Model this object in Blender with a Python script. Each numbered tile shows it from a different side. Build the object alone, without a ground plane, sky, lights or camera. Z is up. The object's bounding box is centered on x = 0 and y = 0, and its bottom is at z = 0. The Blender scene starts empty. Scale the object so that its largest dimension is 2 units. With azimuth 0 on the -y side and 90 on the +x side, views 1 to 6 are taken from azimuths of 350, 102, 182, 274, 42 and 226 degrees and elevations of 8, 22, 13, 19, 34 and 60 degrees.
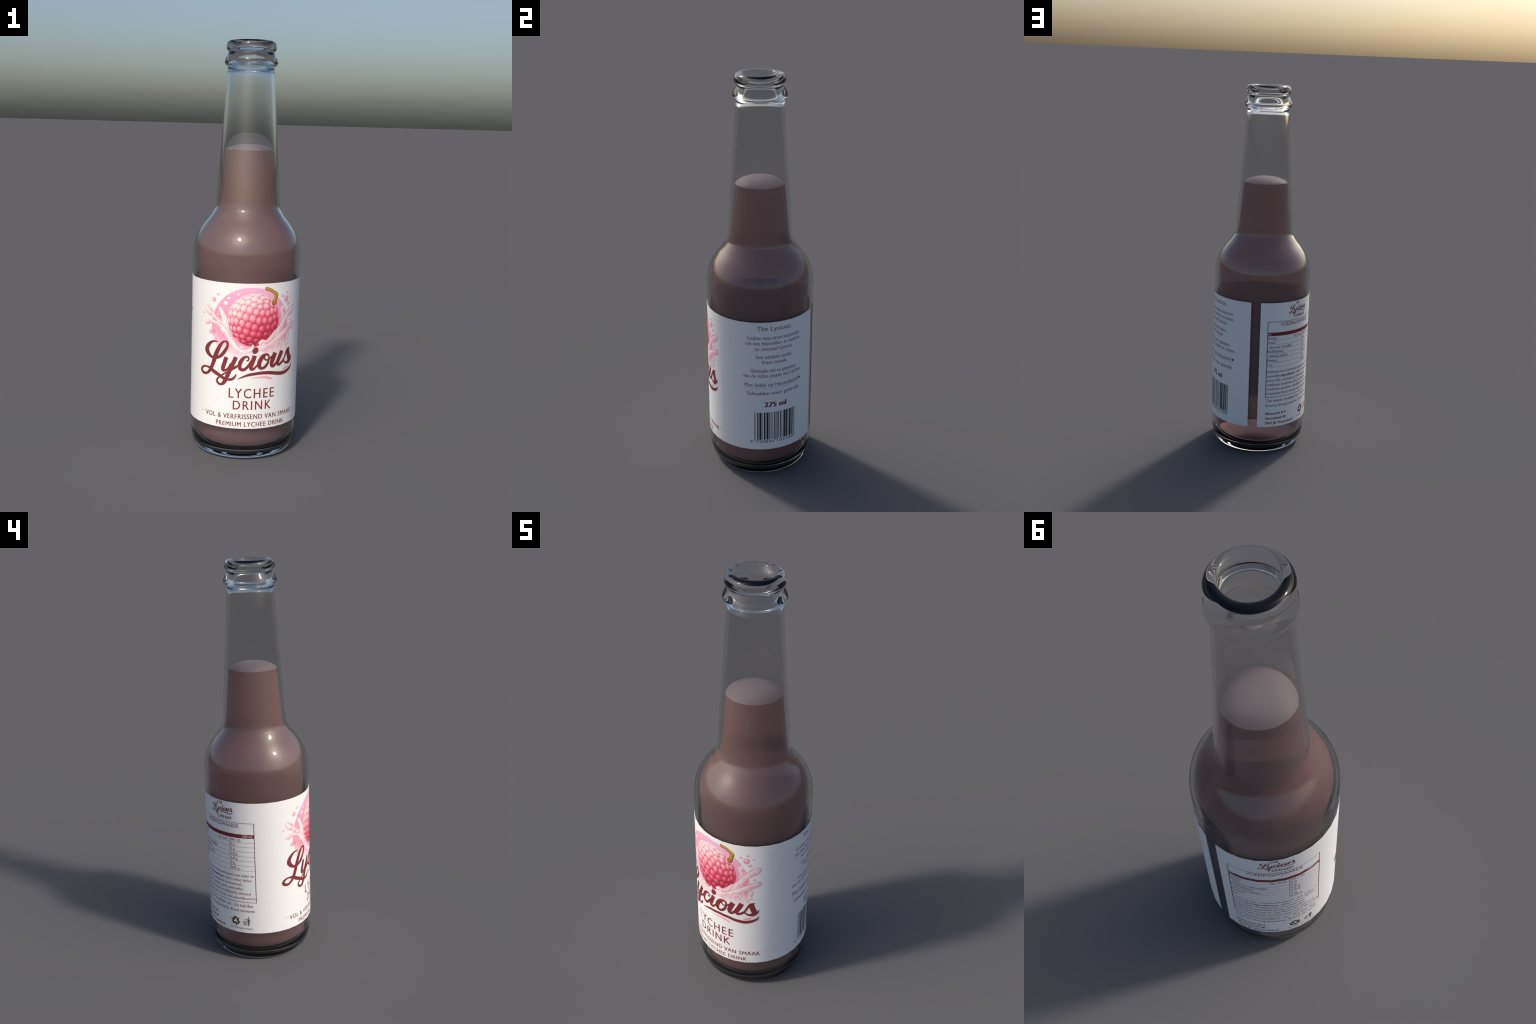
import bpy, bmesh, math, random
from mathutils import Vector

TAU = math.tau

# ---------------------------------------------------------------- helpers
def new_object(name, mesh, parent=None):
    o = bpy.data.objects.new(name, mesh)
    bpy.context.scene.collection.objects.link(o)
    if parent:
        o.parent = parent
    return o


def node_material(name):
    m = bpy.data.materials.new(name)
    m.use_nodes = True
    nt = m.node_tree
    return m, nt, nt.nodes["Principled BSDF"]


def catmull(points, steps=8):
    """smooth curve through control points (any dimension)"""
    p = [tuple(a) for a in points]
    out = []
    for i in range(len(p) - 1):
        a, b, c, d = p[max(i - 1, 0)], p[i], p[i + 1], p[min(i + 2, len(p) - 1)]
        for s in range(steps):
            t = s / steps
            out.append(tuple(
                0.5 * (2 * q1 + (q2 - q0) * t + (2 * q0 - 5 * q1 + 4 * q2 - q3) * t * t
                       + (3 * q1 - q0 - 3 * q2 + q3) * t ** 3)
                for q0, q1, q2, q3 in zip(a, b, c, d)))
    out.append(p[-1])
    return out


def lathe(name, profile, segments, parent, material, axis_start=True, axis_end=True):
    """revolve (r, z) points about z; ends with r=0 close onto the axis"""
    bm = bmesh.new()
    rings = []
    for r, z in profile:
        if r < 1e-6:
            rings.append([bm.verts.new((0, 0, z))])
        else:
            rings.append([bm.verts.new((r * math.sin(TAU * k / segments), -r * math.cos(TAU * k / segments), z))
                          for k in range(segments)])
    for A, B in zip(rings, rings[1:]):
        for k in range(segments):
            k2 = (k + 1) % segments
            if len(A) == 1:
                bm.faces.new((A[0], B[k2], B[k]))
            elif len(B) == 1:
                bm.faces.new((A[k], A[k2], B[0]))
            else:
                bm.faces.new((A[k], A[k2], B[k2], B[k]))
    bmesh.ops.recalc_face_normals(bm, faces=bm.faces)
    me = bpy.data.meshes.new(name)
    bm.to_mesh(me)
    bm.free()
    for f in me.polygons:
        f.use_smooth = True
    me.materials.append(material)
    return new_object(name, me, parent)


# ---------------------------------------------------------------- materials
def glass_material():
    m, nt, b = node_material("clear_glass")
    b.inputs["Base Color"].default_value = (0.8, 0.8, 0.8, 1)
    b.inputs["Roughness"].default_value = 0.0
    b.inputs["IOR"].default_value = 1.45
    b.inputs["Transmission Weight"].default_value = 1.0
    return m


def drink_material():
    m, nt, b = node_material("milky_pink_drink")
    b.inputs["Base Color"].default_value = (0.75, 0.47, 0.455, 1)
    b.inputs["Roughness"].default_value = 0.1
    b.inputs["IOR"].default_value = 1.15
    b.inputs["Transmission Weight"].default_value = 0.55
    return m


def surface_material():
    m, nt, b = node_material("pale_drink_surface")
    b.inputs["Base Color"].default_value = (0.52, 0.43, 0.44, 1)
    b.inputs["Roughness"].default_value = 0.35
    b.inputs["IOR"].default_value = 1.33
    b.inputs["Transmission Weight"].default_value = 0.15
    return m


# ---------------------------------------------------------------- bottle
bottle = bpy.data.objects.new("drink_bottle", None)
bpy.context.scene.collection.objects.link(bottle)
bottle["label"] = "clear glass long neck bottle of pink lychee drink, white printed label"
bottle["category"] = "drink bottle"

GLASS = glass_material()
DRINK = drink_material()
SURFACE = surface_material()

PUNT = 0.016
heel = catmull([
    (0.0, PUNT), (0.06, PUNT * 0.97), (0.12, PUNT * 0.78), (0.17, PUNT * 0.42), (0.195, PUNT * 0.12), (0.213, 0.0), (0.224, 0.0025),
    (0.2372, 0.0115), (0.2470, 0.027), (0.2548, 0.052), (0.2606, 0.086), (0.2632, 0.125), (0.2638, 0.17)], 5)
wall = [(0.2638, 0.20 + 0.05 * i) for i in range(15)]
wall += catmull([
    (0.2638, 0.94), (0.2636, 0.975), (0.2605, 1.016), (0.2515, 1.054), (0.2350, 1.091), (0.2125, 1.125),
    (0.1850, 1.1605), (0.1668, 1.1900), (0.1603, 1.2045), (0.1573, 1.2210), (0.1553, 1.250)], 6)
wall += [(0.1530, 1.290), (0.1510, 1.325), (0.1440, 1.420), (0.1373, 1.500), (0.1305, 1.600), (0.1240, 1.700), (0.1180, 1.790)]
finish = catmull([
    (0.1142, 1.842), (0.1127, 1.872), (0.1130, 1.879), (0.1165, 1.8825), (0.1235, 1.888), (0.1275, 1.899), (0.1262, 1.909),
    (0.1200, 1.923), (0.1130, 1.9365), (0.1099, 1.9440), (0.1108, 1.949), (0.1155, 1.9548), (0.1199, 1.9605), (0.1208, 1.969), (0.1196, 1.980),
    (0.1152, 1.9905), (0.1075, 1.9975), (0.0975, 2.0), (0.0880, 1.9990), (0.0820, 1.9955), (0.0792, 1.989), (0.0784, 1.975)], 5)
bore = catmull([(0.0783, 1.945), (0.0787, 1.915), (0.0807, 1.895), (0.0858, 1.878), (0.0913, 1.864), (0.0950, 1.852), (0.0964, 1.841)], 5)


def inset(profile, thickness):
    """offset a profile towards the axis along its normals; thickness is a function of z"""
    out = []
    for i, (r, z) in enumerate(profile):
        r0, z0 = profile[max(i - 1, 0)]
        r1, z1 = profile[min(i + 1, len(profile) - 1)]
        dr, dz = r1 - r0, z1 - z0
        n = math.hypot(dr, dz) or 1.0
        t = thickness(z)
        out.append((r - dz / n * t, z + dr / n * t))
    return out


def along(table, z):
    """piecewise linear look-up of a quantity that changes with height"""
    for (z0, v0), (z1, v1) in zip(table, table[1:]):
        if z <= z1:
            t = max(0.0, (z - z0) / (z1 - z0))
            return v0 + (v1 - v0) * t
    return table[-1][1]


def clearance(z):
    """from the outside of the glass to the drink: widest in the body, least at the top of the shoulder"""
    return along(CLEARANCE, z)


def wall_thickness(z):
    """the neck wall gets thicker again towards the mouth"""
    return along(WALL, z)


CLEARANCE = catmull([(0.78, 0.0270), (0.88, 0.0264), (0.96, 0.0242), (1.03, 0.0208), (1.09, 0.0174), (1.15, 0.0146), (1.19, 0.0144), (1.24, 0.0163), (1.30, 0.0182), (1.40, 0.0198), (1.50, 0.0196)], 6)
WALL = catmull([(0.78, 0.0118), (0.96, 0.0116), (1.03, 0.0113), (1.09, 0.0108), (1.15, 0.0104), (1.19, 0.0104), (1.24, 0.0114), (1.30, 0.0126), (1.49, 0.0139), (1.66, 0.0157), (1.84, 0.0178)], 6)

inside = inset(wall, wall_thickness)

def rounded_floor(radius, low, corner=0.05, rise=0.07):
    """inside corner of the bottle: a quarter ellipse, then flat to the axis"""
    arc = [(radius - corner + corner * math.cos(i * math.pi / 16), low + rise * (1 - math.sin(i * math.pi / 16))) for i in range(9)]
    return catmull(arc + [(radius * 0.4, low), (0.0, low)], 5)


glass = lathe("glass_body", heel + wall + finish + bore + inside[::-1] + rounded_floor(0.2520, 0.031, 0.055, 0.085), 128, bottle, GLASS)


def soften_mouth(mesh):
    """the mouth is smooth-shaded from the rim far down the bore, as on a cast lip"""
    normals = [v.normal.copy() for v in mesh.vertices]
    for v in mesh.vertices:
        r, z = math.hypot(v.co.x, v.co.y), v.co.z
        if 0.0 < r < 0.0812 and MOUTH_LOW < z < 1.99:
            lean = math.radians(MOUTH_LEAN) * (z - MOUTH_LOW) / (1.99 - MOUTH_LOW)
            lean = max(lean, math.asin(max(-1.0, min(1.0, v.normal.z))))
            normals[v.index] = Vector((-v.co.x / r * math.cos(lean), -v.co.y / r * math.cos(lean), math.sin(lean)))
    mesh.normals_split_custom_set_from_vertices(normals)


MOUTH_LEAN, MOUTH_LOW = 36.0, 1.938
soften_mouth(glass.data)

FILL = 1.4845
drink_wall = [p for p in inset(wall, clearance) if p[1] < FILL - 0.03]
dome = [(0.1180 * u, FILL + 0.0275 * (1 - u ** 3.0)) for u in (0.0, 0.12, 0.25, 0.4, 0.55, 0.68, 0.78, 0.86, 0.92, 0.96, 0.985, 1.0)]
drink = lathe("pink_drink", [(0.1180, FILL)] + drink_wall[::-1] + rounded_floor(0.2368, 0.0485), 96, bottle, DRINK)
surface = lathe("drink_surface", dome, 96, drink, SURFACE)

# ---------------------------------------------------------------- label sheet
LABEL_R, SEGMENT, FIRST = 0.2655, TAU / 32, math.radians(2.25)
LABEL_LOW, LABEL_HIGH = 0.1660, 0.8710


def label_radius(az, lift=0.0):
    """radius of the faceted paper sleeve at azimuth az (0 = front, +x side positive)"""
    half = (az - FIRST) % SEGMENT - SEGMENT / 2
    return (LABEL_R + lift) * math.cos(SEGMENT / 2) / math.cos(half)


def on_label(arc, z, lift=0.0):
    az = arc / LABEL_R
    r = label_radius(az, lift)
    return Vector((r * math.sin(az), -r * math.cos(az), z))

PAPER_THICKNESS = 0.0006
INK_DEPTH = 0.13                                             # ink layers lie this close together
RED, DARK_RED, BROWN = (0.225, 0.030, 0.033), (0.185, 0.016, 0.026), (0.120, 0.055, 0.028)


def plain_material(name, colour, roughness=0.55):
    m, nt, b = node_material(name)
    b.inputs["Base Color"].default_value = (*colour, 1)
    b.inputs["Roughness"].default_value = roughness
    return m


def ramp(nt, stops):
    n = nt.nodes.new("ShaderNodeValToRGB")
    e = n.color_ramp.elements
    while len(e) < len(stops):
        e.new(0.5)
    for k, (pos, colour) in zip(e, stops):
        k.position, k.color = pos, (*colour, 1)
    return n


def maths(nt, op, a, b=None, c=None):
    n = nt.nodes.new("ShaderNodeMath")
    n.operation = op
    for i, v in enumerate((a, b, c)):
        if v is None:
            continue
        if isinstance(v, (int, float)):
            n.inputs[i].default_value = v
        else:
            nt.links.new(v, n.inputs[i])
    return n.outputs[0]


def paper_material():
    m, nt, b = node_material("matt_white_paper")
    t = nt.nodes.new("ShaderNodeTexCoord")
    noise = nt.nodes.new("ShaderNodeTexNoise")
    noise.inputs["Scale"].default_value = 55
    noise.inputs["Detail"].default_value = 5
    nt.links.new(t.outputs["Object"], noise.inputs["Vector"])
    r = ramp(nt, [(0.25, (0.900, 0.885, 0.875)), (0.75, (0.930, 0.918, 0.908))])
    nt.links.new(noise.outputs["Fac"], r.inputs[0])
    nt.links.new(r.outputs[0], b.inputs["Base Color"])
    b.inputs["Roughness"].default_value = 0.6
    return m


PAPER = paper_material()


# ---------------------------------------------------------------- paper sleeve (31 facets, open at the back)
def paper_sleeve():
    bm = bmesh.new()
    columns = []
    for k in range(-16, 16):
        az = FIRST + k * SEGMENT
        columns.append([bm.verts.new((r * math.sin(az), -r * math.cos(az), z))
                        for r in (LABEL_R, LABEL_R - PAPER_THICKNESS) for z in (LABEL_LOW, LABEL_HIGH)])
    for A, B in zip(columns, columns[1:]):
        bm.faces.new((A[0], B[0], B[1], A[1]))
        bm.faces.new((A[2], A[3], B[3], B[2]))
        bm.faces.new((A[0], A[2], B[2], B[0]))
        bm.faces.new((A[1], B[1], B[3], A[3]))
    for C, flip in ((columns[0], False), (columns[-1], True)):
        f = [C[0], C[1], C[3], C[2]]
        bm.faces.new(f[::-1] if flip else f)
    me = bpy.data.meshes.new("paper_label")
    bm.to_mesh(me)
    bm.free()
    for f in me.polygons:
        f.use_smooth = True
    me.set_sharp_from_angle(angle=math.radians(40))
    me.materials.append(PAPER)
    return new_object("paper_label", me, bottle)


label = paper_sleeve()


# ---------------------------------------------------------------- ink: flat shapes wrapped onto the sleeve
def ink(name, shapes, lift, material, parent=None):
    """shapes: list of (points, faces); a point is (arc, z) or (arc, z, extra lift), in metres on the sleeve"""
    bm = bmesh.new()
    for pts, faces in shapes:
        vs = [bm.verts.new((p[0], p[1], p[2] if len(p) > 2 else 0.0)) for p in pts]
        for f in faces:
            try:
                bm.faces.new([vs[i] for i in f])
            except ValueError:
                pass
    arcs = [v.co.x for v in bm.verts]
    lo = math.floor((min(arcs) / LABEL_R - FIRST) / SEGMENT) + 1
    hi = math.ceil((max(arcs) / LABEL_R - FIRST) / SEGMENT)
    for k in range(lo, hi):                                  # fold the shape at the sleeve's creases
        geom = bm.verts[:] + bm.edges[:] + bm.faces[:]
        bmesh.ops.bisect_plane(bm, geom=geom, dist=1e-7, plane_co=(LABEL_R * (FIRST + k * SEGMENT), 0, 0), plane_no=(1, 0, 0))
    bm.normal_update()
    bmesh.ops.reverse_faces(bm, faces=[f for f in bm.faces if f.normal.z < 0])
    normals = []
    bm.verts.index_update()
    for v in bm.verts:
        az = v.co.x / LABEL_R
        normals.append((math.sin(az), -math.cos(az), 0))
        v.co = on_label(v.co.x, v.co.y, (lift + v.co.z) * INK_DEPTH)
    me = bpy.data.meshes.new(name)
    bm.to_mesh(me)
    bm.free()
    for f in me.polygons:
        f.use_smooth = True
    me.normals_split_custom_set_from_vertices(normals)
    me.materials.append(material)
    return new_object(name, me, parent or label)


def move(shape, scale=1.0, da=0.0, dz=0.0):
    pts, faces = shape
    return [(p[0] * scale + da, p[1] * scale + dz, *p[2:]) for p in pts], faces


def stroke(points, steps=6, grow=0.0, width=1.0, slide=(0.0, 0.0), climb=0.0003, mm=True, cap=True, flat=False):
    """a brush stroke of changing width with rounded ends; it climbs a hair so that it may cross itself"""
    k = 0.001 if mm else 1.0
    c = catmull([(a * k + slide[0], z * k + slide[1], max(w * k * width + grow, 0.0006)) for a, z, w in points], steps)
    pts, faces = [], []
    n = len(c)
    for i, (a, z, w) in enumerate(c):
        a0, z0, _ = c[max(i - 1, 0)]
        a1, z1, _ = c[min(i + 1, n - 1)]
        d = math.hypot(a1 - a0, z1 - z0) or 1.0
        na, nz = -(z1 - z0) / d * w / 2, (a1 - a0) / d * w / 2
        up = climb * i / n
        pts += [(a + na, z + nz, up), (a - na, z - nz, up)]
        if i:
            faces.append((2 * i - 2, 2 * i, 2 * i + 1, 2 * i - 1))
    if cap:
        for i, j in ((n - 1, n - 2),) if flat else ((0, 1), (n - 1, n - 2)):
            a, z, w = c[i]
            b, y, _ = c[j]
            start = math.atan2(a - b, z - y)                 # direction outwards
            base = len(pts)
            up = climb * i / n
            m = 7
            for s in range(m):
                t = start - math.pi / 2 + math.pi * s / (m - 1)
                pts.append((a + math.sin(t) * w / 2, z + math.cos(t) * w / 2, up))
            faces.append(tuple(range(base, base + m)))
    return pts, faces


def ellipse(a, z, ra, rz, n=24, up=0.0):
    return [(a + ra * math.sin(TAU * i / n), z + rz * math.cos(TAU * i / n), up) for i in range(n)], [tuple(range(n))]


def box(a0, z0, a1, z1, up=0.0):
    return [(a0, z0, up), (a1, z0, up), (a1, z1, up), (a0, z1, up)], [(0, 1, 2, 3)]


def type_mesh(text, spacing):
    cu = bpy.data.curves.new("type", "FONT")
    cu.body = text
    cu.resolution_u = 3
    cu.space_character = spacing
    o = bpy.data.objects.new("type", cu)
    bpy.context.scene.collection.objects.link(o)
    bpy.context.view_layer.update()
    me = o.to_mesh()
    pts = [(v.co.x, v.co.y) for v in me.vertices]
    faces = [tuple(p.vertices) for p in me.polygons]
    o.to_mesh_clear()
    bpy.data.objects.remove(o)
    bpy.data.curves.remove(cu)
    return pts, faces


def with_serifs(pts, faces):
    """add slab feet and heads to the flat ends of upright stems"""
    count = {}
    for f in faces:
        for i, j in zip(f, f[1:] + f[:1]):
            k = (min(i, j), max(i, j))
            count[k] = count.get(k, 0) + 1
    pts, faces = list(pts), list(faces)
    for (i, j), n in count.items():
        (x0, y0), (x1, y1) = pts[i], pts[j]
        if n == 1 and abs(y0 - y1) < 0.004 and 0.03 < abs(x0 - x1) < 0.13 and y0 > -0.02:
            low = y0 < 0.1
            if not low and y0 < 0.38:
                continue
            a, b = min(x0, x1) - (0.055 if low else 0.06), max(x0, x1) + (0.055 if low else 0.0)
            h = 0.045
            n0 = len(pts)
            lo, hi = (y0, y0 + h) if low else (y0 - h, y0)
            pts += [(a, lo), (b, lo), (b, hi), (a, hi)]
            faces.append((n0, n0 + 1, n0 + 2, n0 + 3))
    return pts, faces


CAPITAL = max(y for x, y in type_mesh("H", 1.0)[0])


def lettering(text, a0, a1, base, cap, bold=0.0, spacing=1.0, serif=False):
    """a line of type fitted between a0 and a1 with the given baseline and height of capitals"""
    pts, faces = type_mesh(text, spacing)
    x0, x1 = min(p[0] for p in pts), max(p[0] for p in pts)
    sx, sy = (a1 - a0 - bold) / (x1 - x0), cap / CAPITAL
    if serif:
        pts, faces = with_serifs(pts, faces)
    out, out_faces = [], []
    for i, shift in enumerate((0.0, bold * 0.5, bold) if bold else (0.0,)):
        n = len(out)
        out += [(a0 + (x - x0) * sx + shift, base + y * sy, 0.0002 * i) for x, y in pts]
        out_faces += [tuple(k + n for k in f) for f in faces]
    return out, out_faces


# ---------------------------------------------------------------- front: pink disc, splash, fruit
DISC_A, DISC_Z, DISC_R = -0.013, 0.652, 0.200


def run_out(nt, b, xyz, colour, slope, low, high):
    """let the print run out into bare paper below a height that rises towards the sides"""
    side = maths(nt, "ABSOLUTE", maths(nt, "ADD", xyz.outputs["X"], 0.01))
    h = maths(nt, "MULTIPLY_ADD", side, -slope, xyz.outputs["Z"])
    f = nt.nodes.new("ShaderNodeMapRange")
    f.interpolation_type = "SMOOTHSTEP"
    f.inputs["From Min"].default_value = low
    f.inputs["From Max"].default_value = high
    nt.links.new(h, f.inputs["Value"])
    mix = nt.nodes.new("ShaderNodeMix")
    mix.data_type = "RGBA"
    mix.inputs["A"].default_value = (0.915, 0.90, 0.89, 1)
    nt.links.new(f.outputs["Result"], mix.inputs["Factor"])
    nt.links.new(colour, mix.inputs["B"])
    nt.links.new(mix.outputs["Result"], b.inputs["Base Color"])
    b.inputs["Roughness"].default_value = 0.55


def disc_material():
    m, nt, b = node_material("pink_disc_ink")
    g = nt.nodes.new("ShaderNodeNewGeometry")
    s = nt.nodes.new("ShaderNodeSeparateXYZ")
    nt.links.new(g.outputs["Position"], s.inputs[0])
    h = maths(nt, "MULTIPLY_ADD", s.outputs["Z"], 1 / 0.33, -0.53 / 0.33)
    h = maths(nt, "MULTIPLY_ADD", s.outputs["X"], 0.5, h)
    r = ramp(nt, [(0.0, (0.93, 0.40, 0.50)), (0.45, (0.90, 0.33, 0.50)), (0.75, (0.92, 0.42, 0.60)), (1.0, (0.93, 0.50, 0.68))])
    nt.links.new(h, r.inputs[0])
    run_out(nt, b, s, r.outputs[0], 0.45, 0.515, 0.560)
    return m


def splash_material(name, stops, scale=26.0, stretch=(1.0, 1.0, 1.0), fade=(0.28, 0.495, 0.560)):
    """cream to pink swirls; runs out into the paper colour towards the bottom"""
    m, nt, b = node_material(name)
    t = nt.nodes.new("ShaderNodeTexCoord")
    mp = nt.nodes.new("ShaderNodeMapping")
    mp.inputs["Scale"].default_value = stretch
    mp.inputs["Rotation"].default_value = (0, 0.75, 0)
    noise = nt.nodes.new("ShaderNodeTexNoise")
    noise.inputs["Scale"].default_value = scale
    noise.inputs["Detail"].default_value = 2
    noise.inputs["Distortion"].default_value = 0.8
    nt.links.new(t.outputs["Object"], mp.inputs[0])
    nt.links.new(mp.outputs[0], noise.inputs["Vector"])
    r = ramp(nt, stops)
    nt.links.new(noise.outputs["Fac"], r.inputs[0])
    s = nt.nodes.new("ShaderNodeSeparateXYZ")
    nt.links.new(t.outputs["Object"], s.inputs[0])
    run_out(nt, b, s, r.outputs[0], *fade)
    return m


DISC = disc_material()
SPLASH_EDGE = splash_material("splash_pink_ink", [(0.35, (0.88, 0.33, 0.42)), (0.65, (0.92, 0.47, 0.55))])
SPLASH_BODY = splash_material("splash_cream_ink", [(0.36, (0.91, 0.48, 0.56)), (0.50, (0.93, 0.67, 0.71)), (0.64, (0.93, 0.83, 0.82))], 24, (1, 1, 0.35))
SPLASH_SHEET = splash_material("splash_veil_ink", [(0.36, (0.87, 0.27, 0.42)), (0.5, (0.91, 0.47, 0.58)), (0.66, (0.93, 0.76, 0.79))], 30, (1, 1, 0.3), (0.16, 0.485, 0.570))
SPLASH_LIGHT = plain_material("splash_highlight_ink", (0.94, 0.90, 0.89))
SPLASH_STREAK = splash_material("splash_streak_ink", [(0.3, (0.89, 0.34, 0.46)), (0.7, (0.92, 0.50, 0.60))])
DROP_PINK = plain_material("droplet_pink_ink", (0.90, 0.40, 0.52))
DROP_LIGHT = plain_material("droplet_light_ink", (0.94, 0.80, 0.84))

SPLASH = [
    ("back", [(-244.4, 737.9, 22.7), (-229.8, 725.8, 27.3), (-208.6, 711.6, 22.3), (-188.7, 697.1, 17.8), (-175.2, 682.6, 25.4), (-162, 665.8, 31), (-144, 642.4, 30.1)]),
    ("back", [(-168.8, 744.1, 19.8), (-160.8, 731.7, 21.6), (-149.2, 713.4, 21.7), (-142.2, 693.4, 25.8), (-136.1, 670.9, 30.5), (-127.1, 646.5, 26.8), (-112.2, 615.5, 21.5)]),
    ("back", [(136.5, 747.4, 7.4), (145.6, 729, 11.9), (152.8, 709.4, 16.2), (148.9, 688.9, 19.5)]),
    ("front", [(-242.5, 669.7, 19.6), (-222.3, 676.6, 16.2), (-199.2, 676.6, 15.5), (-177.4, 668.5, 17.9), (-159.1, 656.9, 21.8), (-141.4, 640.4, 24.9), (-124.1, 619, 25.4), (-109.4, 594.9, 24), (-92.6, 573, 21.2), (-73.9, 555.7, 17.3), (-51, 545.7, 13.9), (-26.2, 547.4, 13), (-9.5, 558.2, 14), (-4.2, 574.4, 8.3)]),
    ("front", [(223.4, 738.7, 25.4), (206.6, 726.1, 30.2), (183.8, 708.5, 24.1), (163.6, 688.1, 21.1), (148.4, 664.5, 23.9), (131.1, 639.8, 28.9), (109.1, 616.8, 33.6), (83, 593.9, 31.3), (53.3, 577.7, 24.7), (26.1, 564.2, 16.8), (0.9, 552.3, 11.8)]),
    ("front", [(226.2, 658.4, 23.5), (202.6, 647.9, 26.8), (176.5, 633.4, 21.7), (147.1, 616.7, 20), (119.4, 599.3, 21.9), (92.5, 581.3, 21), (64.7, 567.6, 17.4), (35.8, 556.8, 12), (5.7, 547.5, 9.4)]),
    ("front", [(31.4, 586, 16), (41.9, 593.6, 14.2), (59, 589, 13), (76.6, 591, 13.2), (90.4, 604.9, 13.6), (100.4, 624.8, 12.2), (113.6, 639.7, 11.4)]),
    ("curl", [(197.4, 612.2, 12.4), (193.1, 598.8, 14.4), (182.2, 588.9, 11.4), (190.2, 579.2, 13.5), (181.1, 572.5, 12.3)]),
    ("curl", [(115.1, 560.1, 5.3), (120.1, 578.2, 7), (134.5, 583.3, 6.3), (153.5, 575.9, 6.6), (164.1, 560, 6.7)]),
    ("streak", [(-195.7, 647.4, 2.8), (-184.4, 628.1, 6.6), (-173.4, 608.7, 6.9), (-157.6, 589.9, 4.6)]),
    ("streak", [(-133.1, 599.7, 3), (-118.3, 577.9, 6.3), (-103.8, 556, 7.2), (-85, 541.1, 4.7)]),
    ("streak", [(77.8, 552.5, 2.5), (103.8, 563.8, 6.9), (126, 575.1, 8.7), (143.4, 591.4, 6.2)]),
    ("streak", [(156.1, 591.9, 3.3), (132.4, 562.5, 6.7), (115.5, 548.3, 2.9)]),
    ("stem", [(56.2, 846.5, 13.5), (76.3, 839.7, 13.5), (94.8, 828.1, 13.4), (109.3, 815.9, 17.4), (106.5, 801.2, 14.5), (101.6, 786.7, 17.1), (98.2, 777.7, 23)]),
    ("knot", [(109.7, 824.6, 11.1), (110, 818.2, 16.7), (110.2, 811.7, 11.1)]),
]
PINK_DROPS = [(-179.3, 811.8, 7.1, 6.4), (-201.7, 784.2, 11.7, 11.5), (-267.6, 713, 4.7, 5.1), (-218.2, 627.6, 10.7, 10.7), (179.2, 818.2, 6.2, 5.8), (204.9, 797.9, 5.4, 4.2), (148.6, 805.6, 7.6, 6.5), (174.9, 788, 15, 15.9), (190.1, 763.1, 9.2, 7.5), (208.6, 683.5, 7.7, 5.7), (198.5, 568.7, 6.5, 4.3)]
LIGHT_DROPS = [(-124.5, 798.7, 7.6, 6.2), (-77.7, 819.6, 5.4, 5.5), (-139.5, 774.1, 10.9, 9.8), (-178.4, 715.8, 3.4, 3.9), (-60.6, 566.7, 6.3, 6.5), (-42.5, 566.1, 2.3, 2.3), (-93.1, 597.3, 2.8, 3.5), (150.3, 748.1, 8.6, 9.8), (163.6, 722, 4.1, 4.7), (179.6, 661.1, 3.7, 3.8), (-153.1, 669.2, 3, 4.6)]

disc_points = [(DISC_A, DISC_Z)]
disc_points = [(DISC_A + DISC_R * math.sin(t), DISC_Z + DISC_R * math.cos(t)) for t in (math.radians(-128 + 256 * i / 60) for i in range(61))]
ink("pink_disc", [(disc_points, [tuple(range(61))])], 0.0002, DISC)

veil = [
    catmull([(-205, 662), (-177, 659), (-144, 636), (-119, 603), (-95, 566), (-60, 540), (0, 530), (80, 540), (140, 560), (175, 590),
             (190, 560), (170, 510), (90, 480), (0, 480), (-90, 490), (-150, 530), (-190, 575), (-207, 625), (-205, 662)], 5),
    catmull([(196, 650), (150, 640), (100, 610), (60, 580), (40, 545), (90, 520), (150, 530), (190, 560), (200, 600), (196, 650)], 5),
]
ink("splash_veil", [([(a * 0.001, z * 0.001, 0.0001 * i) for a, z in v[:-1]], [tuple(range(len(v) - 1))]) for i, v in enumerate(veil)], 0.0004, SPLASH_SHEET)


def splash_layer(name, kind, lift):
    edge, body, light = [], [], []
    for i, (k, pts) in enumerate(p for p in SPLASH if p[0] == kind):
        up = 0.0004 * i
        raise_by = lambda shape, d: ([(a, z, u + d) for a, z, u in shape[0]], shape[1])
        edge.append(raise_by(stroke(pts, width=1.28, climb=0.0001), up))
        body.append(raise_by(stroke(pts, width=1.00, slide=(-0.0012, 0.0016), climb=0.0001), up + 0.00012))
        n = len(pts)
        light.append(raise_by(stroke(pts[: max(n - 1, 3)], width=0.28, slide=(-0.0042, 0.0046), climb=0.0001), up + 0.00024))
    ink(name + "_edge", edge, lift, SPLASH_EDGE)
    ink(name, body, lift, SPLASH_BODY)
    ink(name + "_shine", light, lift, SPLASH_LIGHT)


web = catmull([(-186, 706), (-170, 692), (-152, 700), (-143, 690), (-128, 640), (-160, 640), (-188, 690), (-186, 706)], 5)
ink("splash_web", [([(a * 0.001, z * 0.001) for a, z in web[:-1]], [tuple(range(len(web) - 1))])], 0.0006, SPLASH_BODY)
splash_layer("splash_arm", "back", 0.0007)

# the fruit: bumps arranged in a spiral round the stem end of a ball, each bump the cell nearest to its centre
FRUIT_A, FRUIT_Z, FRUIT_R = 0.0, 0.6975, 0.1265


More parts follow.
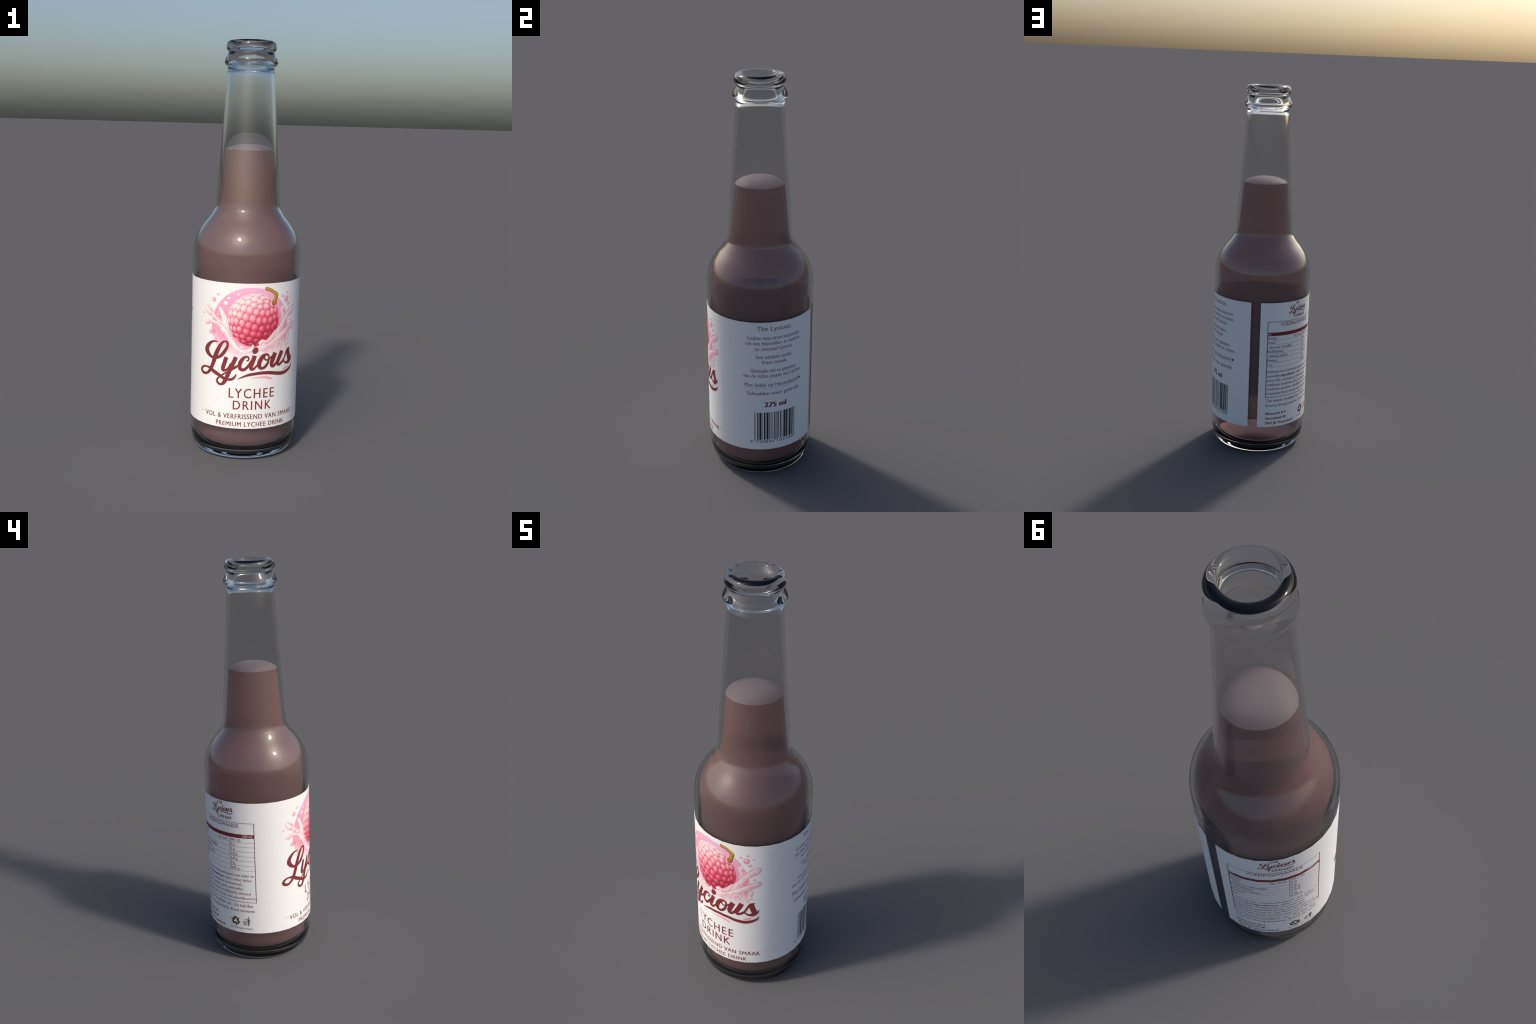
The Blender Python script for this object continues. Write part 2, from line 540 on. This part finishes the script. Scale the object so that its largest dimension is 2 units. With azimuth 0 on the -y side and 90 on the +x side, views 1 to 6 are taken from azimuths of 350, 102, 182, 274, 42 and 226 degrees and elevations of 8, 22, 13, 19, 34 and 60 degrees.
def fruit_material():
    m, nt, b = node_material("fruit_bump_ink")
    g = nt.nodes.new("ShaderNodeNewGeometry")
    s = nt.nodes.new("ShaderNodeSeparateXYZ")
    nt.links.new(g.outputs["Position"], s.inputs[0])
    t = nt.nodes.new("ShaderNodeTexCoord")
    l = nt.nodes.new("ShaderNodeSeparateXYZ")
    nt.links.new(t.outputs["Generated"], l.inputs[0])
    u = maths(nt, "MULTIPLY", s.outputs["X"], 1 / FRUIT_R)
    v = maths(nt, "MULTIPLY_ADD", s.outputs["Z"], 1 / FRUIT_R, -FRUIT_Z / FRUIT_R)
    whole = maths(nt, "MULTIPLY_ADD", u, -0.23, maths(nt, "MULTIPLY_ADD", v, 0.48, 0.465))
    dx = maths(nt, "ADD", l.outputs["X"], -0.36)
    dz = maths(nt, "ADD", l.outputs["Z"], -0.66)
    d = maths(nt, "SQRT", maths(nt, "ADD", maths(nt, "MULTIPLY", dx, dx), maths(nt, "MULTIPLY", dz, dz)))
    bump = maths(nt, "MULTIPLY_ADD", d, -0.74, 0.31)
    tone = maths(nt, "ADD", whole, bump)
    r = ramp(nt, [(0.0, (0.42, 0.030, 0.065)), (0.20, (0.66, 0.060, 0.115)), (0.42, (0.88, 0.155, 0.235)), (0.60, (0.93, 0.33, 0.40)),
                  (0.80, (0.94, 0.60, 0.64)), (1.0, (0.94, 0.83, 0.83))])
    nt.links.new(tone, r.inputs[0])
    nt.links.new(r.outputs[0], b.inputs["Base Color"])
    b.inputs["Roughness"].default_value = 0.55
    return m


def crevice_material():
    m, nt, b = node_material("fruit_crevice_ink")
    g = nt.nodes.new("ShaderNodeNewGeometry")
    s = nt.nodes.new("ShaderNodeSeparateXYZ")
    nt.links.new(g.outputs["Position"], s.inputs[0])
    v = maths(nt, "MULTIPLY_ADD", s.outputs["Z"], 0.5 / FRUIT_R, 0.5 - 0.5 * FRUIT_Z / FRUIT_R)
    v = maths(nt, "MULTIPLY_ADD", s.outputs["X"], -1.2, v)
    r = ramp(nt, [(0.1, (0.26, 0.012, 0.04)), (0.5, (0.62, 0.050, 0.11)), (0.8, (0.87, 0.24, 0.33)), (1.0, (0.92, 0.40, 0.49))])
    nt.links.new(v, r.inputs[0])
    nt.links.new(r.outputs[0], b.inputs["Base Color"])
    return m


def clip(poly, nx, ny, c):
    """keep the part of a convex polygon where nx*x + ny*y <= c"""
    out = []
    for i, (x, y) in enumerate(poly):
        x2, y2 = poly[(i + 1) % len(poly)]
        d, d2 = nx * x + ny * y - c, nx * x2 + ny * y2 - c
        if d <= 0:
            out.append((x, y))
        if d * d2 < 0:
            t = d / (d - d2)
            out.append((x + (x2 - x) * t, y + (y2 - y) * t))
    return out


def chaikin(poly, rounds=2):
    for _ in range(rounds):
        nxt = []
        for i, (x, y) in enumerate(poly):
            x2, y2 = poly[(i + 1) % len(poly)]
            nxt += [(0.75 * x + 0.25 * x2, 0.75 * y + 0.25 * y2), (0.25 * x + 0.75 * x2, 0.25 * y + 0.75 * y2)]
        poly = nxt
    return poly


def fruit():
    rng = random.Random(11)
    axis = Vector((0.77, 0.60, 0.22)).normalized()           # x right, y up, z out of the paper
    side = axis.cross(Vector((0, 0, 1))).normalized()
    third = axis.cross(side)
    count = 168
    centres = []
    for i in range(count):
        c = 1 - 2 * (i + 0.5) / count
        s = math.sqrt(1 - c * c)
        t = i * math.pi * (3 - math.sqrt(5))
        p = axis * c + side * (s * math.cos(t)) + third * (s * math.sin(t))
        p += Vector((rng.uniform(-1, 1), rng.uniform(-1, 1), rng.uniform(-1, 1)))* 0.045
        centres.append(p.normalized())
    outline = []
    made = []
    for p in centres:
        if p.z < -0.12:
            continue
        # cell on the tangent plane, cut by the half-way lines to its neighbours
        e1 = Vector((0, 1, 0)).cross(p).normalized()
        e2 = p.cross(e1)
        poly = [(-0.3, -0.3), (0.3, -0.3), (0.3, 0.3), (-0.3, 0.3)]
        for q in centres:
            d = q - p
            if q is p or d.length > 0.55:
                continue
            x, y = d.dot(e1), d.dot(e2)
            poly = clip(poly, x, y, (x * x + y * y) / 2)
        cx = sum(a for a, _ in poly) / len(poly)
        cy = sum(b for _, b in poly) / len(poly)
        poly = chaikin([(cx + (a - cx) * 0.995, cy + (b - cy) * 0.995) for a, b in poly])
        flat = []
        for a, b in poly:
            w = (p + e1 * a + e2 * b).normalized()
            out = 1.0 + 0.02 * max(0.0, 0.5 - p.z)           # the rim cells bulge past the ball
            flat.append((FRUIT_A + w.x * FRUIT_R * out, FRUIT_Z + w.y * FRUIT_R * out))
        made.append((p.z, flat))
    made.sort(key=lambda t: t[0])
    ink("fruit_crevices", [ellipse(FRUIT_A, FRUIT_Z, FRUIT_R * 0.985, FRUIT_R * 0.985, 48)], 0.0016, crevice_material())
    bumps = fruit_material()
    for depth, flat in made:
        ink("fruit_bump", [(flat, [tuple(range(len(flat)))])], 0.0018 + 0.0002 * max(depth, 0), bumps)


fruit()
ink("splash_pool_rim", [stroke([(-128, 640, 5), (-108, 606, 9), (-86, 576, 10), (-58, 556, 9), (-30, 552, 7), (-12, 560, 5)], climb=0.0001)], 0.0019, SPLASH_STREAK)
splash_layer("splash_wave", "front", 0.0022)
splash_layer("splash_curl", "curl", 0.0042)
ink("splash_streak", [stroke(p) for k, p in SPLASH if k == "streak"], 0.0046, SPLASH_STREAK)

STEM_DARK, STEM_GOLD, STEM_SHINE, STEM_KNOT = (plain_material(n, c) for n, c in (
    ("stem_shade_ink", (0.17, 0.058, 0.008)), ("stem_gold_ink", (0.47, 0.21, 0.022)), ("stem_shine_ink", (0.74, 0.42, 0.085)), ("stem_knot_ink", (0.46, 0.37, 0.030))))
for kind, pts in SPLASH:
    if kind == "stem":
        ink("fruit_stem_shade", [stroke(pts, width=1.18)], 0.0022, STEM_DARK)
        ink("fruit_stem", [stroke(pts, width=0.94, slide=(-0.0012, 0.0008))], 0.0026, STEM_GOLD)
        ink("fruit_stem_shine", [stroke(pts[:-1], width=0.30, slide=(-0.0022, 0.0020))], 0.0030, STEM_SHINE)
    if kind == "knot":
        ink("fruit_stem_knot", [stroke(pts, width=0.85)], 0.0034, STEM_KNOT)

for i, (a, z, ra, rz) in enumerate(PINK_DROPS):
    a, z, ra, rz = a * 0.001, z * 0.001, ra * 0.001, rz * 0.001
    ink("droplet", [ellipse(a, z, ra, rz)], 0.0010, DROP_PINK)
    ink("droplet_body", [ellipse(a - ra * 0.06, z + rz * 0.08, ra * 0.72, rz * 0.74)], 0.0012, SPLASH_STREAK)
    ink("droplet_shine", [ellipse(a - ra * 0.25, z + rz * 0.30, ra * 0.34, rz * 0.34, 14)], 0.0014, SPLASH_LIGHT)
for i, (a, z, ra, rz) in enumerate(LIGHT_DROPS):
    a, z, ra, rz = a * 0.001, z * 0.001, ra * 0.001, rz * 0.001
    ink("droplet", [ellipse(a, z, ra, rz)], 0.0010, DROP_LIGHT)
    ink("droplet_shine", [ellipse(a - ra * 0.2, z + rz * 0.25, ra * 0.5, rz * 0.5, 14)], 0.0012, SPLASH_LIGHT)

# ---------------------------------------------------------------- front: script word and lines of type
SCRIPT = [
    ("L", [(-175.1, 582.6, 2.3), (-188.1, 584.4, 6.6), (-206.2, 580.5, 10.2), (-225.2, 566.3, 17.1), (-238.1, 548.5, 23.1), (-239.8, 532.8, 25.4), (-231.3, 519.1, 21.8), (-218.2, 508.3, 16.2), (-203, 502.7, 12.6), (-188.8, 502.4, 12.1), (-171.5, 509, 14), (-153.9, 522.7, 17.1), (-139.4, 541.9, 16.8), (-129.6, 559.2, 14.3), (-125.4, 574.8, 11.6), (-129, 586.4, 10.6), (-138.1, 589.8, 8.7), (-148.3, 585.4, 10.2), (-160.9, 570.8, 16.3), (-172.5, 550.7, 20.1), (-182, 529.7, 22.3), (-190.4, 508.7, 23.5), (-197.6, 485.6, 21.5), (-205, 465.7, 19.6), (-214, 447.5, 19), (-226.2, 429.7, 14.7), (-243.6, 417.7, 12.8), (-261.3, 417.8, 15.1), (-273.6, 425, 15.9), (-274.6, 435.9, 14.6), (-262.1, 447.6, 10.4), (-246.1, 452.2, 8.9), (-229.5, 450.1, 10.1)]),
    ("L", [(-235.4, 451.1, 9.2), (-216.7, 448.1, 15.7), (-200.3, 437.9, 18.6), (-182.1, 428.9, 18.3), (-162.3, 419.9, 16.8), (-145.6, 411.3, 15.5), (-134, 406.1, 13.8)]),
    ("ystem", [(-130.1, 513.8, 18.4), (-133.5, 503.4, 20.2), (-140.8, 480.8, 20), (-146.8, 462.5, 20), (-146.5, 450.6, 17.2), (-137.2, 448.5, 12.5), (-126.1, 455.2, 9.7), (-117.4, 465.9, 8.5), (-109, 482, 8.5)]),
    ("ystem", [(-83.5, 518, 19.4), (-88.3, 505.3, 20.3), (-99.2, 480.6, 20.8), (-110.6, 455.6, 20.1), (-119, 435.1, 19.8), (-126.4, 416.9, 19.9), (-134, 400.6, 19.9), (-142.8, 386.4, 17.5), (-153, 378.8, 12), (-166.2, 379.1, 11.9), (-176.1, 387, 11.3), (-177.4, 397.8, 10), (-169.3, 409, 8.7), (-157.5, 419.1, 7.6), (-141.4, 430.9, 8), (-125.8, 441, 8.5), (-108.3, 452.6, 9.7), (-92.3, 462.7, 11.9), (-78.6, 473.4, 10.6)]),
    ("y", [(-129.5, 406.7, 6.7), (-116.1, 404.9, 12.7), (-100.8, 408.5, 12.4), (-89.1, 418.1, 10.1), (-82.9, 429.5, 6.3), (-82, 437, 1.7)]),
    ("c", [(-31.6, 501.5, 6.5), (-25.3, 503.3, 7.4), (-22.8, 510.9, 8), (-25.7, 518.5, 9.4), (-35.3, 521, 9.5), (-47.7, 513.8, 15.4), (-59, 498.2, 19), (-65.6, 480.5, 19.4), (-63.9, 465.4, 18), (-54.8, 457.1, 15.7), (-42.2, 459.2, 14.7), (-29.8, 469.6, 13), (-18.6, 485.9, 10.8), (-11.4, 498.9, 8.7)]),
    ("i", [(5.4, 525.9, 20.5), (1.5, 511.7, 20.9), (-5.9, 490.1, 20.8), (-11.8, 472.8, 19.7), (-10.5, 461.5, 15.6), (-1.9, 460, 13.3), (8.6, 468, 10.3), (20.2, 481.8, 8.1)]),
    ("idot", [(16, 559, 8.9), (13.3, 555.2, 20.5), (8.2, 550.6, 26.2), (3.2, 546.4, 20.3), (0.7, 542.6, 8.8)]),
    ("o", [(77.2, 513.7, 8), (74.5, 523.8, 10), (63.8, 529.7, 10.2), (49.1, 522.6, 18.2), (36.1, 507, 21.2), (28.8, 488.9, 21.6), (29.3, 472.6, 19.4), (38.4, 462.7, 14.2), (53, 466, 13.5), (65.4, 477.6, 13.6), (74.3, 494.3, 11.3), (76.9, 509.3, 8.8)]),
    ("o", [(53.2, 520.1, 7.7), (54.5, 509.1, 7.9), (62.3, 502.4, 7.7), (72.8, 503.2, 7.9), (84.6, 509.7, 9.8), (96.7, 518.2, 10.1)]),
    ("u", [(112.1, 533.3, 22.8), (107.3, 523.4, 23.5), (99.3, 502.5, 23.1), (92.9, 485.7, 21.5), (93.8, 471.4, 16), (103.4, 469.1, 14.3), (114.8, 478.6, 13), (125, 492.6, 12.4)]),
    ("u", [(151.8, 538, 22.4), (147.3, 526.6, 23.3), (137.1, 506.2, 22.4), (128, 487.7, 21.1), (130.4, 473.1, 14.9), (141.1, 472.5, 12.9), (154.1, 481.4, 12.2), (166, 492.6, 9)]),
    ("s", [(160.1, 482.6, 8.4), (168.9, 498.7, 8.7), (179.5, 519, 10.5), (192.7, 536.5, 12.5), (203.6, 542.2, 7.8), (212.9, 544.6, 2.1)]),
    ("s", [(203.4, 544.4, 5.6), (200.3, 535, 17.4), (199.3, 521.9, 23.9), (204.1, 505.3, 25.7), (209, 488.8, 24.1), (203.6, 476.5, 21), (188.8, 472.4, 12.7), (174.8, 477.7, 9.3), (166.3, 485.9, 6.2)]),
    ("s", [(203.5, 474.3, 11.4), (217.2, 482.6, 11.1), (225.2, 492.1, 7.4), (231.1, 505.4, 2.4)]),
    ("swoosh", [(-74.3, 409.3, 1.3), (-60.2, 416.5, 5.6), (-41.4, 425.2, 9.1), (-20.4, 432.1, 12.3), (0.8, 436, 13.7), (22.5, 438.7, 14.2), (44.7, 440, 15.1), (70, 439.3, 15.9), (96.9, 435.9, 16.2), (125.9, 430.3, 16.8), (151.8, 426.9, 17.5), (173.8, 427.9, 17.2), (194.5, 432.7, 15.6), (213.4, 442.1, 12.3), (225.4, 454, 7.4), (230.6, 464.5, 1.9)]),
    ("pink", [(-9.4, 416.1, 1.1), (7.8, 417.4, 4), (29.6, 419.1, 7.1), (52.1, 419, 9.7), (73.2, 415.5, 10.8), (90.3, 409.6, 9.8), (94.1, 408.3, 8.5)]),
    ("pink", [(162.8, 443.3, 7), (172.9, 447, 10.2), (186.3, 450.6, 9.3), (198.5, 453.5, 3.2)]),
]
INK_RED = plain_material("dark_red_ink", RED)
INK_PINK = plain_material("pale_pink_ink", (0.93, 0.46, 0.49))
INK_WINE = plain_material("wine_red_ink", DARK_RED)
INK_STORY = plain_material("faded_wine_ink", (0.230, 0.120, 0.140))
INK_BROWN = plain_material("brown_ink", BROWN)
INK_BLACK = plain_material("black_ink", (0.012, 0.013, 0.015))
INK_WHITE = plain_material("white_ink", (0.86, 0.83, 0.82))


FLAT_TOPS = ("i", "u", "ystem")


def tilted_dot(a, z, ra, rz, turn):
    pts = []
    for i in range(28):
        x, y = ra * math.sin(TAU * i / 28), rz * math.cos(TAU * i / 28)
        pts.append((a + x * math.cos(turn) - y * math.sin(turn), z + x * math.sin(turn) + y * math.cos(turn), 0.0))
    return pts, [tuple(range(28))]


def script_word(scale=1.0, da=0.0, dz=0.0, kinds=None, lift=0.0):
    shapes = []
    for i, (k, pts) in enumerate(s for s in SCRIPT if s[0] != "pink"):
        shape = stroke(pts, climb=0.0004, flat=k in FLAT_TOPS) if k != "idot" else tilted_dot(0.0083, 0.5505, 0.0135, 0.0168, -0.55)
        p, f = move(shape, scale, da, dz)
        shapes.append(([(a, z, u + 0.0001 * i) for a, z, u in p], f))
    return shapes


ink("script_lettering", script_word(), 0.0050, INK_RED)
ink("pink_flourish", [stroke(p) for k, p in SCRIPT if k == "pink"], 0.0050, INK_PINK)
ink("product_type", [lettering("LYCHEE", -0.1157, 0.1110, 0.3172, 0.0465, 0.0014, 1.22), lettering("DRINK", -0.0940, 0.0955, 0.2605, 0.0435, 0.0014, 1.22)], 0.0004, INK_RED)
ink("tagline_type", [
    lettering("VOL & VERFRISSEND VAN SMAAK", -0.2420, 0.2395, 0.2145, 0.0235, 0.0013, 1.12), lettering("PREMIUM LYCHEE DRINK", -0.1793, 0.1770, 0.1768, 0.0222, 0.0013, 1.12)], 0.0004, INK_RED)
ink("tagline_dash", [box(-0.2700, 0.2308, -0.2500, 0.2319), box(0.2450, 0.2308, 0.2690, 0.2319)], 0.0004, INK_RED)

# ---------------------------------------------------------------- right side: story, content, bar code
story = [
    ("The Lycious.", 0.4622, 0.6388, 0.8275, 0.0235), ("Lychee was onze inspiratie", 0.4149, 0.6858, 0.7805, 0.0185),
    ("om iets bijzonders te maken,", 0.4051, 0.6936, 0.7520, 0.0185), ("zo onstond Lycious.", 0.4516, 0.6480, 0.7225, 0.0185),
    ("Een subtiele zoete,", 0.4591, 0.6413, 0.6785, 0.0185), ("frisse smaak.", 0.4865, 0.6132, 0.6500, 0.0185),
    ("Gemaakt om te genieten", 0.4307, 0.6676, 0.6042, 0.0185), ("van de \u00e9chte smaak van Lychee.", 0.3941, 0.7048, 0.5756, 0.0185),
    ("Met liefde uit Heemskerk", 0.4011, 0.6804, 0.5243, 0.0200), ("Schudden voor gebruik", 0.4119, 0.6886, 0.4780, 0.0200)]
ink("story_type", [lettering(*row, bold=0.0007, serif=True) for row in story], 0.0004, INK_STORY)
ink("story_underline", [box(0.395, 0.5160, 0.704, 0.5168)], 0.0004, INK_WINE)
heart = [(0.6915 + 0.00052 * 16 * math.sin(t) ** 3, 0.5335 + 0.00052 * (13 * math.cos(t) - 5 * math.cos(2 * t) - 2 * math.cos(3 * t) - math.cos(4 * t)))
         for t in (TAU * i / 24 for i in range(24))]
ink("heart", [(heart, [tuple(range(24))])], 0.0004, INK_WINE)
ink("content_type", [lettering("275 ml", 0.4986, 0.6140, 0.4095, 0.0275, 0.004)], 0.0004, INK_WINE)


def bar_code():
    rng = random.Random(5)
    a, end, shapes, count = 0.4497, 0.6652, [], 0
    module = (end - a) / 95
    layout = [1, 1, 1]
    for half in range(2):
        for digit in range(6):
            cut = sorted(rng.sample(range(1, 7), 3))
            layout += [cut[0], cut[1] - cut[0], cut[2] - cut[1], 7 - cut[2]]
        layout += [1, 1, 1, 1, 1] if half == 0 else [1, 1, 1]
    dark, position = True, 0
    for w in layout:
        if dark:
            guard = position < 3 or 45 <= position < 50 or position >= 92
            shapes.append(box(a + position * module, 0.2135 if guard else 0.2225, a + (position + w) * module, 0.3790))
        elif position > 45 and position < 46:
            pass
        position += w
        dark = not dark
    return shapes


ink("bar_code", bar_code(), 0.0004, INK_BLACK)
ink("bar_code_digits", [lettering("8", 0.4290, 0.4395, 0.2035, 0.0165), lettering("720844", 0.4602, 0.5490, 0.2035, 0.0165),
                        lettering("102358", 0.5662, 0.6573, 0.2035, 0.0165)], 0.0004, INK_BLACK)

# ---------------------------------------------------------------- left side: small emblem, nutrition table, small print
ink("emblem_script", script_word(0.270, -0.5865, 0.6925), 0.0004, INK_WINE)
ink("emblem_type", [lettering("THE", -0.6195, -0.5850, 0.8510, 0.0150, 0.0015, 1.1), lettering("COMPANY", -0.6258, -0.5305, 0.7785, 0.0165, 0.0015, 1.1)], 0.0004, INK_WINE)
T0, T1 = -0.7840, -0.4170
frame = [box(T0, 0.7650, T1, 0.7675), box(T0, 0.3368, T1, 0.3395), box(T0, 0.3395, T0 + 0.0035, 0.7655), box(T1 - 0.0035, 0.3395, T1, 0.7655)]
rules = [0.6630, 0.6385, 0.6130, 0.5883, 0.5635, 0.5375, 0.5112]
frame += [box(T0 + 0.0035, z, T1 - 0.0035, z + 0.0014) for z in rules]
frame += [box(-0.5517, 0.5122, -0.5501, 0.6870, 0.0002)]
ink("nutrition_frame", frame, 0.0004, INK_WINE)
ink("nutrition_header", [box(T0 + 0.0035, 0.6875, T1 - 0.0035, 0.7075)], 0.0006, INK_WINE)
ink("nutrition_header_type", [lettering("Per", -0.7805, -0.7600, 0.6915, 0.0120), lettering("100 ml", -0.4760, -0.4290, 0.6915, 0.0130)], 0.0010, INK_WHITE)
ink("nutrition_title", [lettering("VOEDINGSWAARDE", -0.7090, -0.4960, 0.7405, 0.0205, 0.0005)], 0.0004, INK_WINE)
rows = [("Energie", -0.7290, "104 / 25", -0.4890), ("Vetten", -0.7365, "0 g", -0.5220), ("-waarvan verzadigd", -0.6362, "0 g", -0.5220),
        ("Koolhydraten", -0.6862, "5,8 g", -0.5080), ("-waarvan suikers", -0.6587, "5,8 g", -0.5080), ("Eiwitten", -0.7256, "0 g", -0.5220),
        ("Zout", -0.7492, "0,05 g", -0.5000)]
cells = [lettering("kJ / kcal", -0.6195, -0.5630, 0.6690, 0.0130, 0.0006)]
for z, (left, end, right, stop) in zip(rules, rows):
    cells.append(lettering(left, -0.7760 if left[0] == "-" else -0.7805, end, z + 0.0062, 0.0135, 0.0006))
    cells.append(lettering(right, -0.5465, stop, z + 0.0062, 0.0135, 0.0006))
ink("nutrition_type", cells, 0.0004, INK_WINE)
print_lines = [
    ("Frisdrank met vruchtensap gezoet met suiker en", -0.7800, -0.4264, 0.4785), ("puree (5%), voedingszuur (citroenzuur),", -0.7790, -0.4884, 0.4288),
    ("stabilisator (xanthaan gom), zoetstoffen", -0.7790, -0.4868, 0.4040), ("(erythritol, sucralose, acesulfame-K), kleurend", -0.7790, -0.4462, 0.3790),
    ("concentraat (kool, wortel), zout, natuurlijk aroma", -0.7790, -0.4225, 0.3540), ("zoetstoffen", -0.7800, -0.7010, 0.4535), ("water, suiker, lychee", -0.5900, -0.4382, 0.4535)]
ink("ingredients_type", [lettering(t, a0, a1, z, 0.0135, 0.0006) for t, a0, a1, z in print_lines], 0.0004, INK_WINE)
ink("ingredients_heading", [lettering("Ingredi\u00ebnten:", -0.6960, -0.5960, 0.4535, 0.0130, 0.0018)], 0.0004, INK_WINE)
ink("storage_type", [lettering("Ten minste houdbaar tot : Zie hals fles", -0.7790, -0.4368, 0.3105, 0.0160, 0.0006), lettering("Koel en droog bewaren. Koud serveren", -0.7790, -0.4285, 0.2820, 0.0160, 0.0006)], 0.0004, INK_WINE)
ink("address_type", [lettering("Meerzicht B.V.", -0.7790, -0.6520, 0.2355, 0.0150, 0.0018), lettering("Stroomwal 40", -0.7790, -0.6560, 0.2080, 0.0150, 0.0018),
                     lettering("1967 JK Heemskerk", -0.7790, -0.6000, 0.1800, 0.0150, 0.0018)], 0.0004, INK_WINE)
ink("recycling_caption", [lettering("Fles bij het glas recyclen.", -0.5645, -0.4391, 0.1865, 0.0080, 0.0008)], 0.0004, INK_BROWN)


def recycling_mark(a, z, r):
    """three chasing arrows"""
    shapes = []
    for k in range(3):
        t = TAU * k / 3
        turn = lambda x, y: (a + (x * math.cos(t) - y * math.sin(t)) * r, z + (x * math.sin(t) + y * math.cos(t)) * r)
        bar = [(-0.62, 0.12), (-0.30, 0.78), (0.22, 0.78), (0.42, 0.42), (0.08, 0.42), (-0.02, 0.44), (-0.26, -0.06)]
        head = [(0.12, 0.26), (0.66, 0.34), (0.74, 0.72), (0.56, 0.62), (0.38, 0.50)]
        shapes.append(([turn(*p) for p in bar], [tuple(range(len(bar)))]))
        shapes.append(([(*turn(*p), 0.0002) for p in head], [tuple(range(len(head)))]))
    return shapes


ink("recycling_mark", recycling_mark(-0.5330, 0.2270, 0.0300), 0.0004, INK_BROWN)
litter = [ellipse(-0.4618, 0.2525, 0.0042, 0.0042), stroke([(-463, 241, 9), (-463, 226, 9)], 3, cap=True), stroke([(-465.3, 226, 4), (-465.3, 208, 4)], 3), stroke([(-460.2, 226, 4), (-460.2, 208, 4)], 3),
          stroke([(-457, 243, 3.4), (-454.5, 234, 3.2), (-454.5, 226, 3)], 3), stroke([(-467, 243, 3.4), (-474, 239, 3), (-482, 241, 2.6)], 3)]
litter = [([(a, z, u + 0.00015 * i) for a, z, u in p], f) for i, (p, f) in enumerate(litter)]
bin_slats = [([(-0.4905 + 0.0035 * i + 0.0008, 0.2080), (-0.4905 + 0.0035 * i + 0.0026, 0.2080), (-0.4922 + 0.0042 * i + 0.0030, 0.2290), (-0.4922 + 0.0042 * i + 0.0006, 0.2290)], [(0, 1, 2, 3)]) for i in range(5)]
litter += bin_slats + [box(-0.4925, 0.2300, -0.4715, 0.2322, 0.0003)]
ink("litter_mark", litter, 0.0004, INK_BROWN)

for part in label.children:
    if part.name.split(".")[0].endswith(("_type", "_digits", "_code", "_streak", "_dash", "_heading", "_caption")):
        part["kind"] = "stuff"
